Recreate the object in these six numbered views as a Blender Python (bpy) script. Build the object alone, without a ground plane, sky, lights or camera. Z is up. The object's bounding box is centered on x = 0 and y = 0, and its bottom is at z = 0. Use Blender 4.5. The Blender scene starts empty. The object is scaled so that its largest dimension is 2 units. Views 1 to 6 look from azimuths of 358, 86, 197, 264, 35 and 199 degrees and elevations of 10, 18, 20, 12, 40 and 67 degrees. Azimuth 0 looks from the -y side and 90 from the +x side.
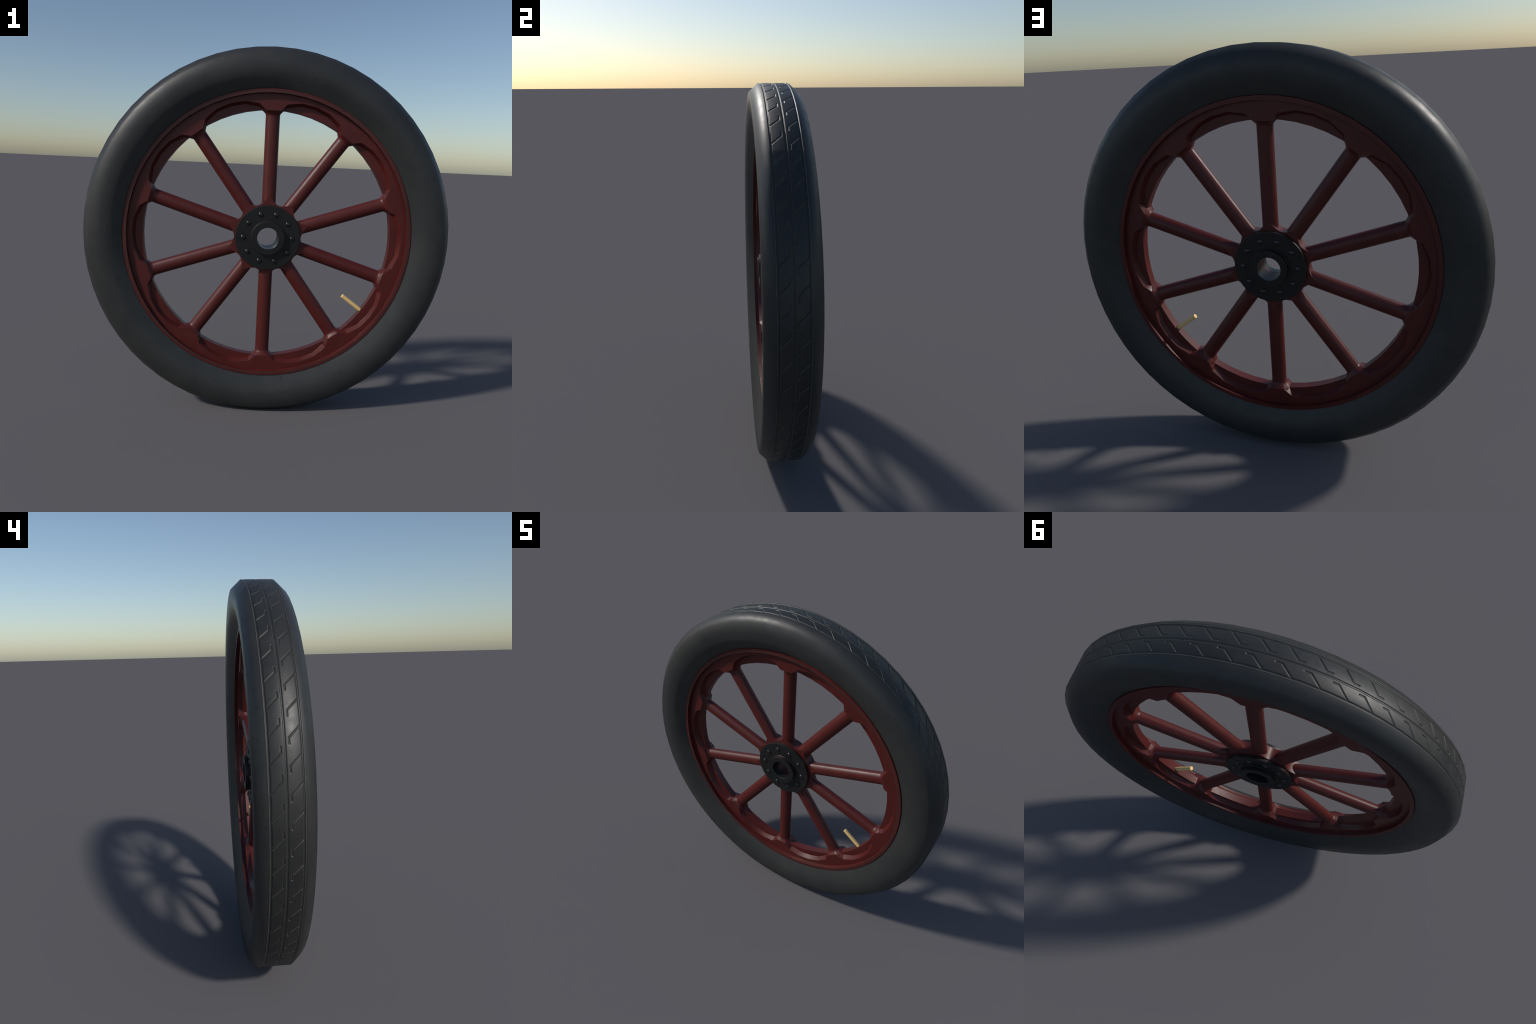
"""Vintage spoked wheel: black rubber tyre with hooked tread grooves, red painted
rim with scalloped webs, ten round spokes, black hub plates with domed bolts and a
brass valve stem.  Wheel axis = y, wheel centre at z = 1, outer radius 1 m."""
import bpy, bmesh, math
import numpy as np
from mathutils import Matrix, Vector

# ------------------------------------------------------------------ dimensions
SEG = 60                      # facets round the wheel (6 degrees each)
SPOKES = 10
CENTRE = Vector((0.0, 0.0, 1.0))
# tyre half profile (y, r): tread edge, shoulder, sidewall down to the bead
TYRE_PROFILE = [(0.0745, 1.000), (0.1180, 0.960), (0.1185, 0.905), (0.1150, 0.872), (0.0975, 0.840),
                (0.0605, 0.7905), (0.0520, 0.7800)]
LIP_Y, LIP_OUT, LIP_IN = 0.0705, 0.7930, 0.7732
WEB_Y, WEB_OUT = 0.0485, 0.7710
BARREL_Y, BARREL_R = 0.0215, 0.6888
SPOKE_W, SPOKE_D = 0.0388, 0.0310       # half width across the wheel plane, half depth along the axle
STAR_Y = 0.0318
PLATE_R, PLATE_Y0, PLATE_Y = 0.1795, 0.0325, 0.0502
BOSS_R, BOSS_Y, BORE_R = 0.0925, 0.0750, 0.0595
BOLT_CIRCLE, BOLT_R, BOLT_H = 0.1350, 0.0145, 0.0085


def polar(r, deg, y):
    a = math.radians(deg)
    return (r * math.sin(a), y, r * math.cos(a))


def chord(r, deg):
    """radius at angle deg on a SEG-sided polygon whose corners lie at radius r"""
    step = 360.0 / SEG
    m = deg % step
    return r * math.cos(math.radians(step / 2)) / math.cos(math.radians(m - step / 2))


# ------------------------------------------------------------------ materials
def new_mat(name):
    m = bpy.data.materials.new(name)
    m.use_nodes = True
    nt = m.node_tree
    nt.nodes.clear()
    out = nt.nodes.new("ShaderNodeOutputMaterial")
    b = nt.nodes.new("ShaderNodeBsdfPrincipled")
    nt.links.new(b.outputs[0], out.inputs[0])
    return m, nt, b


def N(nt, kind, **kw):
    n = nt.nodes.new(kind)
    for k, v in kw.items():
        setattr(n, k, v)
    return n


def math_node(nt, op, a, b=None, clamp=False):
    n = N(nt, "ShaderNodeMath", operation=op, use_clamp=clamp)
    for i, v in enumerate((a, b)):
        if v is None:
            continue
        if isinstance(v, (int, float)):
            n.inputs[i].default_value = v
        else:
            nt.links.new(v, n.inputs[i])
    return n.outputs[0]


def mix_col(nt, fac, a, b):
    n = N(nt, "ShaderNodeMix", data_type='RGBA')
    for s, v in ((0, fac), (6, a), (7, b)):
        if isinstance(v, (int, float)):
            n.inputs[s].default_value = v
        elif isinstance(v, tuple):
            n.inputs[s].default_value = (*v, 1.0)
        else:
            nt.links.new(v, n.inputs[s])
    return n.outputs[2]


def noise(nt, vec, scale, detail=3.0, rough=0.55):
    n = N(nt, "ShaderNodeTexNoise")
    n.inputs["Scale"].default_value = scale
    n.inputs["Detail"].default_value = detail
    n.inputs["Roughness"].default_value = rough
    nt.links.new(vec, n.inputs["Vector"])
    return n.outputs[0]


def ramp(nt, fac, lo, hi):
    n = N(nt, "ShaderNodeMapRange", clamp=True)
    n.inputs[1].default_value = lo
    n.inputs[2].default_value = hi
    nt.links.new(fac, n.inputs[0])
    return n.outputs[0]


def obj_coord(nt):
    return N(nt, "ShaderNodeTexCoord").outputs["Object"]


def radius_of(nt, vec):
    s = N(nt, "ShaderNodeSeparateXYZ")
    nt.links.new(vec, s.inputs[0])
    xx = math_node(nt, 'MULTIPLY', s.outputs[0], s.outputs[0])
    zz = math_node(nt, 'MULTIPLY', s.outputs[2], s.outputs[2])
    return math_node(nt, 'SQRT', math_node(nt, 'ADD', xx, zz)), s.outputs[1]


def bump(nt, b, height, strength, dist):
    n = N(nt, "ShaderNodeBump")
    n.inputs["Strength"].default_value = strength
    n.inputs["Distance"].default_value = dist
    nt.links.new(height, n.inputs["Height"])
    nt.links.new(n.outputs[0], b.inputs["Normal"])


def rubber_material(name="black_rubber", rubbed=0.0, tone=1.0):
    m, nt, b = new_mat(name)
    v = obj_coord(nt)
    cloud = noise(nt, v, 7.0, 4.0, 0.6)
    col = mix_col(nt, ramp(nt, cloud, 0.35, 0.7), tuple(tone * c for c in (0.0235, 0.0245, 0.0245)), tuple(tone * c for c in (0.0315, 0.0320, 0.0305)))
    # small dark nicks and pits
    vor = N(nt, "ShaderNodeTexVoronoi")
    vor.inputs["Scale"].default_value = 26.0
    nt.links.new(v, vor.inputs["Vector"])
    gate = ramp(nt, noise(nt, v, 60.0, 2.0), 0.50, 0.56)
    pit = math_node(nt, 'MULTIPLY', ramp(nt, vor.outputs["Distance"], 0.20, 0.10), gate)
    col = mix_col(nt, math_node(nt, 'MULTIPLY', pit, 0.85), col, (0.010, 0.010, 0.010))
    # faint pale dust scuffs
    scuff = ramp(nt, noise(nt, v, 22.0, 6.0, 0.7), 0.60, 0.76)
    col = mix_col(nt, math_node(nt, 'MULTIPLY', scuff, 0.55), col, (0.052, 0.051, 0.047))
    if rubbed:
        col = mix_col(nt, math_node(nt, 'MULTIPLY', ramp(nt, noise(nt, v, 12.0, 5.0, 0.7), 0.22, 0.55), rubbed),
                      col, (0.090, 0.086, 0.074))
    nt.links.new(col, b.inputs["Base Color"])
    r = N(nt, "ShaderNodeMapRange")
    r.inputs[3].default_value = 0.33
    r.inputs[4].default_value = 0.57
    nt.links.new(noise(nt, v, 26.0, 5.0), r.inputs[0])
    nt.links.new(r.outputs[0], b.inputs["Roughness"])
    b.inputs["Specular IOR Level"].default_value = 0.45
    bump(nt, b, noise(nt, v, 160.0, 3.0), 0.10, 0.002)
    return m


def paint_material(name, base, worn=0.0):
    m, nt, b = new_mat(name)
    v = obj_coord(nt)
    rad, y = radius_of(nt, v)
    dark = tuple(c * 0.78 for c in base)
    col = mix_col(nt, ramp(nt, noise(nt, v, 9.0, 4.0), 0.35, 0.7), dark, base)
    # dirt specks
    vor = N(nt, "ShaderNodeTexVoronoi")
    vor.inputs["Scale"].default_value = 20.0
    nt.links.new(v, vor.inputs["Vector"])
    speck = math_node(nt, 'MULTIPLY', ramp(nt, vor.outputs["Distance"], 0.11, 0.05),
                      ramp(nt, noise(nt, v, 45.0, 2.0), 0.55, 0.6))
    col = mix_col(nt, math_node(nt, 'MULTIPLY', speck, 0.8), col, (0.015, 0.010, 0.010))
    if name == "red_paint":
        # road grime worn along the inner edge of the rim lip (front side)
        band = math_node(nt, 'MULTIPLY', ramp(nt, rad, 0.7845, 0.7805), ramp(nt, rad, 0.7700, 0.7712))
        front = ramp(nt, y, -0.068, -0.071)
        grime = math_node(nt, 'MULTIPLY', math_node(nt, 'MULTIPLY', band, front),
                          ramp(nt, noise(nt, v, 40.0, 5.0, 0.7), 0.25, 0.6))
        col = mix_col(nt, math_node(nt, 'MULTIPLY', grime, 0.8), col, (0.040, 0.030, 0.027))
    if worn:
        col = mix_col(nt, math_node(nt, 'MULTIPLY', ramp(nt, noise(nt, v, 35.0, 4.0, 0.7), 0.35, 0.6), worn),
                      col, (0.045, 0.038, 0.036))
    nt.links.new(col, b.inputs["Base Color"])
    r = N(nt, "ShaderNodeMapRange")
    b.inputs["Specular IOR Level"].default_value = 0.80 if worn else 0.40
    r.inputs[3].default_value = 0.14 if worn else 0.35
    r.inputs[4].default_value = 0.28 if worn else 0.52
    nt.links.new(noise(nt, v, 25.0, 4.0), r.inputs[0])
    nt.links.new(r.outputs[0], b.inputs["Roughness"])
    return m


def black_metal_material(name, rough, spec):
    m, nt, b = new_mat(name)
    v = obj_coord(nt)
    rad, y = radius_of(nt, v)
    col = mix_col(nt, ramp(nt, noise(nt, v, 18.0, 5.0, 0.65), 0.35, 0.7), (0.009, 0.0095, 0.0095), (0.013, 0.0135, 0.0135))
    if name == "black_iron":
        rim_a = ramp(nt, rad, 0.1755, 0.1780)
        rim_b = math_node(nt, 'MULTIPLY', ramp(nt, rad, 0.0890, 0.0905), ramp(nt, rad, 0.0960, 0.0940))
        rust = math_node(nt, 'MULTIPLY', math_node(nt, 'MAXIMUM', rim_a, rim_b),
                         ramp(nt, noise(nt, v, 50.0, 4.0, 0.7), 0.35, 0.6))
        col = mix_col(nt, math_node(nt, 'MULTIPLY', rust, 0.7), col, (0.032, 0.014, 0.010))
    nt.links.new(col, b.inputs["Base Color"])
    b.inputs["Roughness"].default_value = rough
    b.inputs["Specular IOR Level"].default_value = spec
    return m


def brass_material():
    m, nt, b = new_mat("pale_brass")
    v = obj_coord(nt)
    col = mix_col(nt, noise(nt, v, 40.0, 3.0), (0.76, 0.51, 0.20), (0.82, 0.57, 0.235))
    nt.links.new(col, b.inputs["Base Color"])
    b.inputs["Roughness"].default_value = 0.45
    return m


RED = (0.086, 0.0108, 0.0084)
RUBBER = rubber_material()
TREAD_RUBBER = rubber_material("tread_rubber", 0.0, 0.78)
RUBBER_WORN = rubber_material("rubbed_rubber_edge", 0.92)
PAINT = paint_material("red_paint", RED)
PAINT_EDGE = paint_material("red_paint_grey_edge", RED, worn=0.75)  # greyer, glossier red on the bevelled edges
IRON = black_metal_material("black_iron", 0.38, 0.34)
BOLT_MAT = black_metal_material("polished_black_bolt", 0.14, 0.6)
BRASS = brass_material()


# ------------------------------------------------------------------ helpers
def link(name, mesh, parent=None, mats=(), matrix=None):
    for mm in mats:
        mesh.materials.append(mm)
    o = bpy.data.objects.new(name, mesh)
    bpy.context.scene.collection.objects.link(o)
    if parent is not None:
        o.parent = parent
    o.matrix_local = matrix if matrix is not None else Matrix.Identity(4)
    return o


def mesh_from(name, verts, faces, smooth_angle=35.0):
    me = bpy.data.meshes.new(name)
    me.from_pydata(verts, [], faces)
    bm = bmesh.new()
    bm.from_mesh(me)
    bmesh.ops.remove_doubles(bm, verts=bm.verts, dist=1e-6)
    bmesh.ops.dissolve_degenerate(bm, edges=bm.edges, dist=1e-6)
    bmesh.ops.recalc_face_normals(bm, faces=bm.faces)
    bm.to_mesh(me)
    bm.free()
    me.polygons.foreach_set("use_smooth", [True] * len(me.polygons))
    me.set_sharp_from_angle(angle=math.radians(smooth_angle))
    me.update()
    return me


def apply_bevel(obj, width, segments=2, angle=35.0, material=-1):
    md = obj.modifiers.new("edge", 'BEVEL')
    md.width = width
    md.segments = segments
    md.limit_method = 'ANGLE'
    md.angle_limit = math.radians(angle)
    md.harden_normals = True
    md.material = material
    md.use_clamp_overlap = True
    dg = bpy.context.evaluated_depsgraph_get()
    me = bpy.data.meshes.new_from_object(obj.evaluated_get(dg), preserve_all_data_layers=True, depsgraph=dg)
    old = obj.data
    obj.modifiers.clear()
    obj.data = me
    me.name = old.name
    bpy.data.meshes.remove(old)


def grid_faces(nr, nc, closed_r=True, flip=False):
    i = np.arange(nr if closed_r else nr - 1)[:, None]
    j = np.arange(nc - 1)[None, :]
    a = i * nc + j
    b = i * nc + j + 1
    c = ((i + 1) % nr) * nc + j + 1
    d = ((i + 1) % nr) * nc + j
    f = np.stack([a, d, c, b] if flip else [a, b, c, d], -1).reshape(-1, 4)
    return f


def fast_mesh(name, co, faces, normals):
    me = bpy.data.meshes.new(name)
    me.vertices.add(len(co))
    me.vertices.foreach_set("co", co.astype(np.float32).ravel())
    me.loops.add(faces.size)
    me.loops.foreach_set("vertex_index", faces.astype(np.int32).ravel())
    me.polygons.add(len(faces))
    me.polygons.foreach_set("loop_start", np.arange(0, faces.size, 4, dtype=np.int32))
    me.polygons.foreach_set("use_smooth", np.ones(len(faces), dtype=bool))
    me.update(calc_edges=True)
    me.validate()
    me.normals_split_custom_set_from_vertices(normals.astype(np.float32))
    return me


# ------------------------------------------------------------------ root
wheel = bpy.data.objects.new("spoked_wheel", None)
bpy.context.scene.collection.objects.link(wheel)
wheel["label"] = "old red spoked wheel with black rubber tyre"
wheel["category"] = "wheel"
AXLE = Matrix.Translation(CENTRE)

# ------------------------------------------------------------------ tyre
ROWS_PER_SEG = 50
GROOVE_RELIEF = 1.9           # shading relief of the grooves' rounded shoulders
ROWS = SEG * ROWS_PER_SEG
phi = np.arange(ROWS) * (2 * np.pi / ROWS)
step = 2 * np.pi / SEG
facet = np.cos(step / 2) / np.cos((phi % step) - step / 2)      # straight facets of the tyre outline


# shading normal along the profile: degrees from radial towards the side
TILT = [math.radians(d) for d in (21.0, 66.0, 91.0, 101.0, 112.0, 117.0, 117.0)]


def groove_depth(Y, A):
    """depth of the moulded tread pattern at axial position Y (m) and angle A (deg)"""
    deg = math.radians(1.0)                       # metres of tread per degree, R = 1
    dist = np.full(Y.shape, 1.0)

    def seg_dist(y0, a0, y1, a1, a):
        px, py = Y - y0, (a - a0) * deg
        dx, dy = y1 - y0, (a1 - a0) * deg
        t = np.clip((px * dx + py * dy) / (dx * dx + dy * dy), 0, 1)
        return np.hypot(px - t * dx, py - t * dy)
    # hooked grooves: 60 per side, each from the edge groove diagonally inwards, then a short hook
    for junction, elbow, tip in (((0.0600, 1.85), (0.0160, 4.45), (0.0165, 5.70)),
                                 ((-0.0600, 4.15), (-0.0160, 1.55), (-0.0165, 0.30))):
        for k in (-6.0, 0.0, 6.0):
            a = (A % 6.0) + k
            dist = np.minimum(dist, seg_dist(*junction, *elbow, a))
            dist = np.minimum(dist, seg_dist(*elbow, *tip, a))

    def cut(d, half, depth, soft):
        t = np.clip((half + soft * 0.5 - d) / soft, 0, 1)
        return depth * t * t * (3 - 2 * t)
    h = cut(dist, 0.0028, 0.0020, 0.0028)
    worn = (dist > 0.0026) & (dist < 0.0048)
    for y0 in (-0.0625, 0.0, 0.0625):             # three grooves running round the tread
        d = np.abs(Y - y0)
        h = np.maximum(h, cut(d, 0.0036, 0.0022, 0.0034))
        worn |= (d > 0.0032) & (d < 0.0060)
    worn &= h < 0.0014                            # not across the floor of a crossing groove
    return h, worn                                # worn: rubbed, dusty grooves and their rims


def frames():
    er = np.stack([np.sin(phi), np.zeros(ROWS), np.cos(phi)], -1)
    et = np.stack([np.cos(phi), np.zeros(ROWS), -np.sin(phi)], -1)
    return er, et


ER, ET = frames()
EY = np.array([0.0, 1.0, 0.0])


def build_tread():
    e = TYRE_PROFILE[0][0]
    ys = np.linspace(-e, e, 125)
    Y, A = np.meshgrid(ys, np.degrees(phi))
    h, worn = groove_depth(Y, A)
    h[:, 0] = h[:, -1] = 0.0
    r = TYRE_PROFILE[0][1] * facet[:, None] - h
    co = ER[:, None, :] * r[..., None] + EY * Y[..., None]
    tilt = TILT[0] * Y / e
    n = ER[:, None, :] * np.cos(tilt)[..., None] + EY * np.sin(tilt)[..., None]
    dhy = np.gradient(h, ys, axis=1)
    dhs = (np.roll(h, -1, 0) - np.roll(h, 1, 0)) / (2 * (2 * np.pi / ROWS))
    dhy[:, 0] = dhy[:, -1] = 0
    n = n + GROOVE_RELIEF * (dhy[..., None] * EY + dhs[..., None] * ET[:, None, :])
    n /= np.linalg.norm(n, axis=-1, keepdims=True)
    me = fast_mesh("tread", co.reshape(-1, 3), grid_faces(ROWS, len(ys), flip=True), n.reshape(-1, 3))
    me.polygons.foreach_set("material_index", (worn[:, :-1] & worn[:, 1:]).ravel().astype(np.int32))
    return me


def build_sidewalls():
    cos, nors, fcs, base = [], [], [], 0
    t = np.arange(len(TYRE_PROFILE))
    sub = 8
    tt = np.concatenate([np.linspace(i, i + 1, sub + 1)[:-1] for i in t[:-1]] + [[t[-1]]])
    # straight chamfer to the shoulder, then a smooth curve down to the bead
    P = np.array(TYRE_PROFILE)
    pts = []
    for x in tt:
        i = min(int(x), len(P) - 2)
        u = x - i
        if i == 0:
            pts.append(P[0] * (1 - u) + P[1] * u)
            continue
        a, b = P[i], P[i + 1]
        ma = (P[i + 1] - P[i - 1]) / 2 if i > 1 else P[i + 1] - P[i]
        mb = (P[i + 2] - P[i]) / 2 if i + 2 < len(P) else P[i + 1] - P[i]
        pts.append((2 * u**3 - 3 * u**2 + 1) * a + (u**3 - 2 * u**2 + u) * ma
                   + (3 * u**2 - 2 * u**3) * b + (u**3 - u**2) * mb)
    py, pr = np.array(pts).T
    tl = np.interp(tt, t, TILT)
    rows = np.arange(0, ROWS)
    for s in (1.0, -1.0):
        co = ER[rows][:, None, :] * (pr[None, :] * facet[rows][:, None])[..., None] + EY * (s * py)[None, :, None]
        n = ER[rows][:, None, :] * np.cos(tl)[None, :, None] + EY * (s * np.sin(tl))[None, :, None]
        cos.append(co.reshape(-1, 3))
        nors.append(n.reshape(-1, 3))
        fcs.append(grid_faces(len(rows), len(tt), flip=(s > 0)) + base)
        base += len(rows) * len(tt)
    return fast_mesh("tyre", np.concatenate(cos), np.concatenate(fcs), np.concatenate(nors))


tyre = link("tyre", build_sidewalls(), wheel, [RUBBER], AXLE)
tread = link("tread", build_tread(), tyre, [TREAD_RUBBER, RUBBER_WORN])


# ------------------------------------------------------------------ rim
# scalloped web: (angle from spoke, radius) on its front edge and at the foot of its wall
SCALLOP_TOP = [(0, 0.6840), (3, 0.6835), (6, 0.7215), (12, 0.7415), (18, 0.7460)]
SCALLOP_FOOT = [(0, BARREL_R), (4.9, BARREL_R), (6, 0.7050), (12, 0.7280), (18, 0.7320)]


def scallop(table, a):
    """radius on the straight edge between the two table corners around angle a (deg)"""
    a = abs(((a + 18) % 36) - 18)
    for (a0, r0), (a1, r1) in zip(table[:-1], table[1:]):
        if a <= a1 + 1e-9:
            p0 = np.array(polar(r0, a0, 0))[[0, 2]]
            p1 = np.array(polar(r1, a1, 0))[[0, 2]]
            d = np.array([math.sin(math.radians(a)), math.cos(math.radians(a))])
            e = p1 - p0
            nrm = np.array([-e[1], e[0]])
            return float(p0 @ nrm / (d @ nrm))


def build_rim():
    angles = []
    for k in range(SPOKES):
        angles += [36 * k + o for o in (-12, -6, -4.9, -3, 0, 3, 4.9, 6, 12, 18)]
    rings = []
    for a in angles:
        half = [(chord(LIP_OUT, a) + 0.004, LIP_Y - 0.012), (chord(LIP_OUT, a), LIP_Y), (chord(LIP_IN, a), LIP_Y),
                (chord(WEB_OUT, a), WEB_Y), (scallop(SCALLOP_TOP, a), WEB_Y),
                (max(min(scallop(SCALLOP_FOOT, a), 1), chord(BARREL_R, a)), BARREL_Y),
                (chord(BARREL_R, a), BARREL_Y)]
        full = [(r, -y) for r, y in half] + [(r, y) for r, y in reversed(half)]
        rings.append([polar(r, a, y) for r, y in full])
    n, m = len(rings), len(rings[0])
    verts = [p for ring in rings for p in ring]
    faces = []
    for i in range(n):
        for j in range(m):
            a, b = i * m + j, i * m + (j + 1) % m
            c, d = ((i + 1) % n) * m + (j + 1) % m, ((i + 1) % n) * m + j
            faces.append((a, b, c, d))
    return mesh_from("rim", verts, faces, 28)


rim = link("rim", build_rim(), wheel, [PAINT, PAINT_EDGE], AXLE)
apply_bevel(rim, 0.0020, 2, 30, material=1)


# ------------------------------------------------------------------ spokes
def build_spoke():
    """round bar that flares into the eight-cornered pad of the rim"""
    pad = [(0.0362, WEB_Y - 0.0005), (0.0595, BARREL_Y), (0.0595, -BARREL_Y), (0.0362, -WEB_Y + 0.0005)]
    pad = pad + [(-x, y) for x, y in reversed(pad)]
    nside = 32
    corner_angles = [math.atan2(y, x) for x, y in pad]
    angs = sorted([i * 2 * math.pi / nside - math.pi for i in range(nside)] + corner_angles)

    def pad_radius(t):
        d = (math.cos(t), math.sin(t))
        best = 1.0
        for p, q in zip(pad, pad[1:] + pad[:1]):
            ex, ey = q[0] - p[0], q[1] - p[1]
            den = d[0] * ey - d[1] * ex
            if abs(den) < 1e-12:
                continue
            s = (p[0] * ey - p[1] * ex) / den
            u = (p[0] * d[1] - p[1] * d[0]) / den
            if s > 0 and -1e-6 <= u <= 1 + 1e-6:
                best = min(best, s)
        return best
    # (distance from axle, flare across the wheel plane, flare along the axle)
    levels = [(0.10, 0.0, 0.0), (0.620, 0.0, 0.0), (0.6555, 0.0, 0.0), (0.6660, 0.03, 0.03), (0.6720, 0.26, 0.26),
              (0.6800, 0.62, 0.62), (0.6885, 1.0, 1.0), (0.6950, 1.27, 1.0)]
    verts, faces = [], []
    for r, fx, fy in levels:
        for t in angs:
            pr = pad_radius(t)
            bar = SPOKE_W * SPOKE_D / math.hypot(SPOKE_D * math.cos(t), SPOKE_W * math.sin(t))
            # front and back of the pad sit a little nearer the hub than its flanks
            drop = -0.0035 * min(fx, 1.0) * max(0.0, abs(math.sin(t)) - 0.3)
            verts.append(((bar * (1 - fx) + pr * fx) * math.cos(t), (bar * (1 - fy) + pr * fy) * math.sin(t), r + drop))
    n = len(angs)
    for i in range(len(levels) - 1):
        for j in range(n):
            faces.append((i * n + j, i * n + (j + 1) % n, (i + 1) * n + (j + 1) % n, (i + 1) * n + j))
    faces.append(tuple(range(n)))
    faces.append(tuple(range((len(levels) - 1) * n, len(levels) * n)))
    return mesh_from("spoke", verts, faces, 60)


spoke_mesh = build_spoke()
spoke_mesh.materials.append(PAINT)
for k in range(SPOKES):
    link("spoke", spoke_mesh, wheel, [], AXLE @ Matrix.Rotation(math.radians(36 * k), 4, 'Y'))


# ------------------------------------------------------------------ hub
STAR = [(0, 0.2335), (3, 0.2170), (6, 0.2045), (9, 0.1965), (12, 0.1905), (15, 0.1865), (18, 0.1850)]


def build_hub():
    outline = []
    for k in range(SPOKES):
        outline += [(36 * k - a, r) for a, r in STAR[1:-1][::-1]] + [(36 * k + a, r) for a, r in STAR]
    bore = BORE_R
    verts, faces = [], []
    for a, r in outline:
        verts += [polar(bore, a, -STAR_Y), polar(r, a, -STAR_Y), polar(r, a, STAR_Y), polar(bore, a, STAR_Y)]
    n = len(outline)
    for i in range(n):
        for j in range(4):
            i2 = (i + 1) % n
            faces.append((i * 4 + j, i * 4 + (j + 1) % 4, i2 * 4 + (j + 1) % 4, i2 * 4 + j))
    return mesh_from("hub", verts, faces, 40)


hub = link("hub", build_hub(), wheel, [PAINT], AXLE)


def build_plate():
    """front hub plate with its raised collar and bore; revolved about the axle (front = -y)"""
    prof = [(BORE_R - 0.0006, -0.031), (BORE_R - 0.0006, -BOSS_Y + 0.002), (BORE_R + 0.002, -BOSS_Y), (BOSS_R - 0.002, -BOSS_Y),
            (BOSS_R - 0.0005, -BOSS_Y + 0.0006), (BOSS_R, -BOSS_Y + 0.002), (BOSS_R, -PLATE_Y - 0.0015),
            (BOSS_R + 0.0015, -PLATE_Y),
            (PLATE_R - 0.002, -PLATE_Y), (PLATE_R - 0.0005, -PLATE_Y + 0.0006), (PLATE_R, -PLATE_Y + 0.002),
            (PLATE_R, -PLATE_Y0 + 0.0015), (BORE_R + 0.010, -PLATE_Y0 + 0.0015), (BORE_R + 0.004, -0.031)]
    seg = 60
    verts = [polar(r, 360 * i / seg, y) for i in range(seg) for r, y in prof]
    m = len(prof)
    faces = []
    for i in range(seg):
        for j in range(m):
            a, b = i * m + j, i * m + (j + 1) % m
            faces.append((a, b, ((i + 1) % seg) * m + (j + 1) % m, ((i + 1) % seg) * m + j))
    return mesh_from("hub_plate", verts, faces, 20)


def build_bolt():
    """domed bolt head, base at origin, pointing to -y"""
    rings, seg = 7, 20
    verts, faces = [], []
    verts += [(BOLT_R * math.cos(2 * math.pi * i / seg), 0.002, BOLT_R * math.sin(2 * math.pi * i / seg)) for i in range(seg)]
    for k in range(rings):
        t = math.radians(90 * k / rings)
        for i in range(seg):
            a = 2 * math.pi * i / seg
            verts.append((BOLT_R * math.cos(t) * math.cos(a), -BOLT_H * math.sin(t), BOLT_R * math.cos(t) * math.sin(a)))
    verts.append((0, -BOLT_H, 0))
    for k in range(rings):
        for i in range(seg):
            faces.append((k * seg + i, k * seg + (i + 1) % seg, (k + 1) * seg + (i + 1) % seg, (k + 1) * seg + i))
    for i in range(seg):
        faces.append((rings * seg + i, rings * seg + (i + 1) % seg, len(verts) - 1))
    return mesh_from("bolt", verts, faces, 60)


plate_mesh = build_plate()
plate_mesh.materials.append(IRON)
bolt_mesh = build_bolt()
bolt_mesh.materials.append(BOLT_MAT)
for turn in (0.0, math.pi):
    side = Matrix.Rotation(turn, 4, 'Z')
    plate = link("hub_plate", plate_mesh, hub, [], side)
    for k in range(10):
        p = Vector(polar(BOLT_CIRCLE, 18 + 36 * k, -PLATE_Y))
        link("bolt", bolt_mesh, hub, [], side @ Matrix.Translation(p))


# ------------------------------------------------------------------ valve
def build_rod(name, prof, seg):
    verts = [(r * math.cos(2 * math.pi * i / seg), r * math.sin(2 * math.pi * i / seg), z) for z, r in prof for i in range(seg)]
    faces = []
    for k in range(len(prof) - 1):
        for i in range(seg):
            faces.append((k * seg + i, k * seg + (i + 1) % seg, (k + 1) * seg + (i + 1) % seg, (k + 1) * seg + i))
    faces.append(tuple(range(seg)))
    faces.append(tuple(range((len(prof) - 1) * seg, len(prof) * seg)))
    return mesh_from(name, verts, faces, 40)


VALVE_TURN = AXLE @ Matrix.Rotation(math.radians(126), 4, 'Y')
valve = link("valve_stem", build_rod("valve_stem", [(0.5535, 0.0110), (0.5542, 0.0118), (0.700, 0.0118)], 16),
             wheel, [BRASS], VALVE_TURN)
link("valve_base_dark_ring", build_rod("valve_base_dark_ring", [(0.6872, 0.0140), (0.6880, 0.0150), (0.695, 0.0152)], 20),  # thin black ring round the base of the valve
     valve, [IRON])
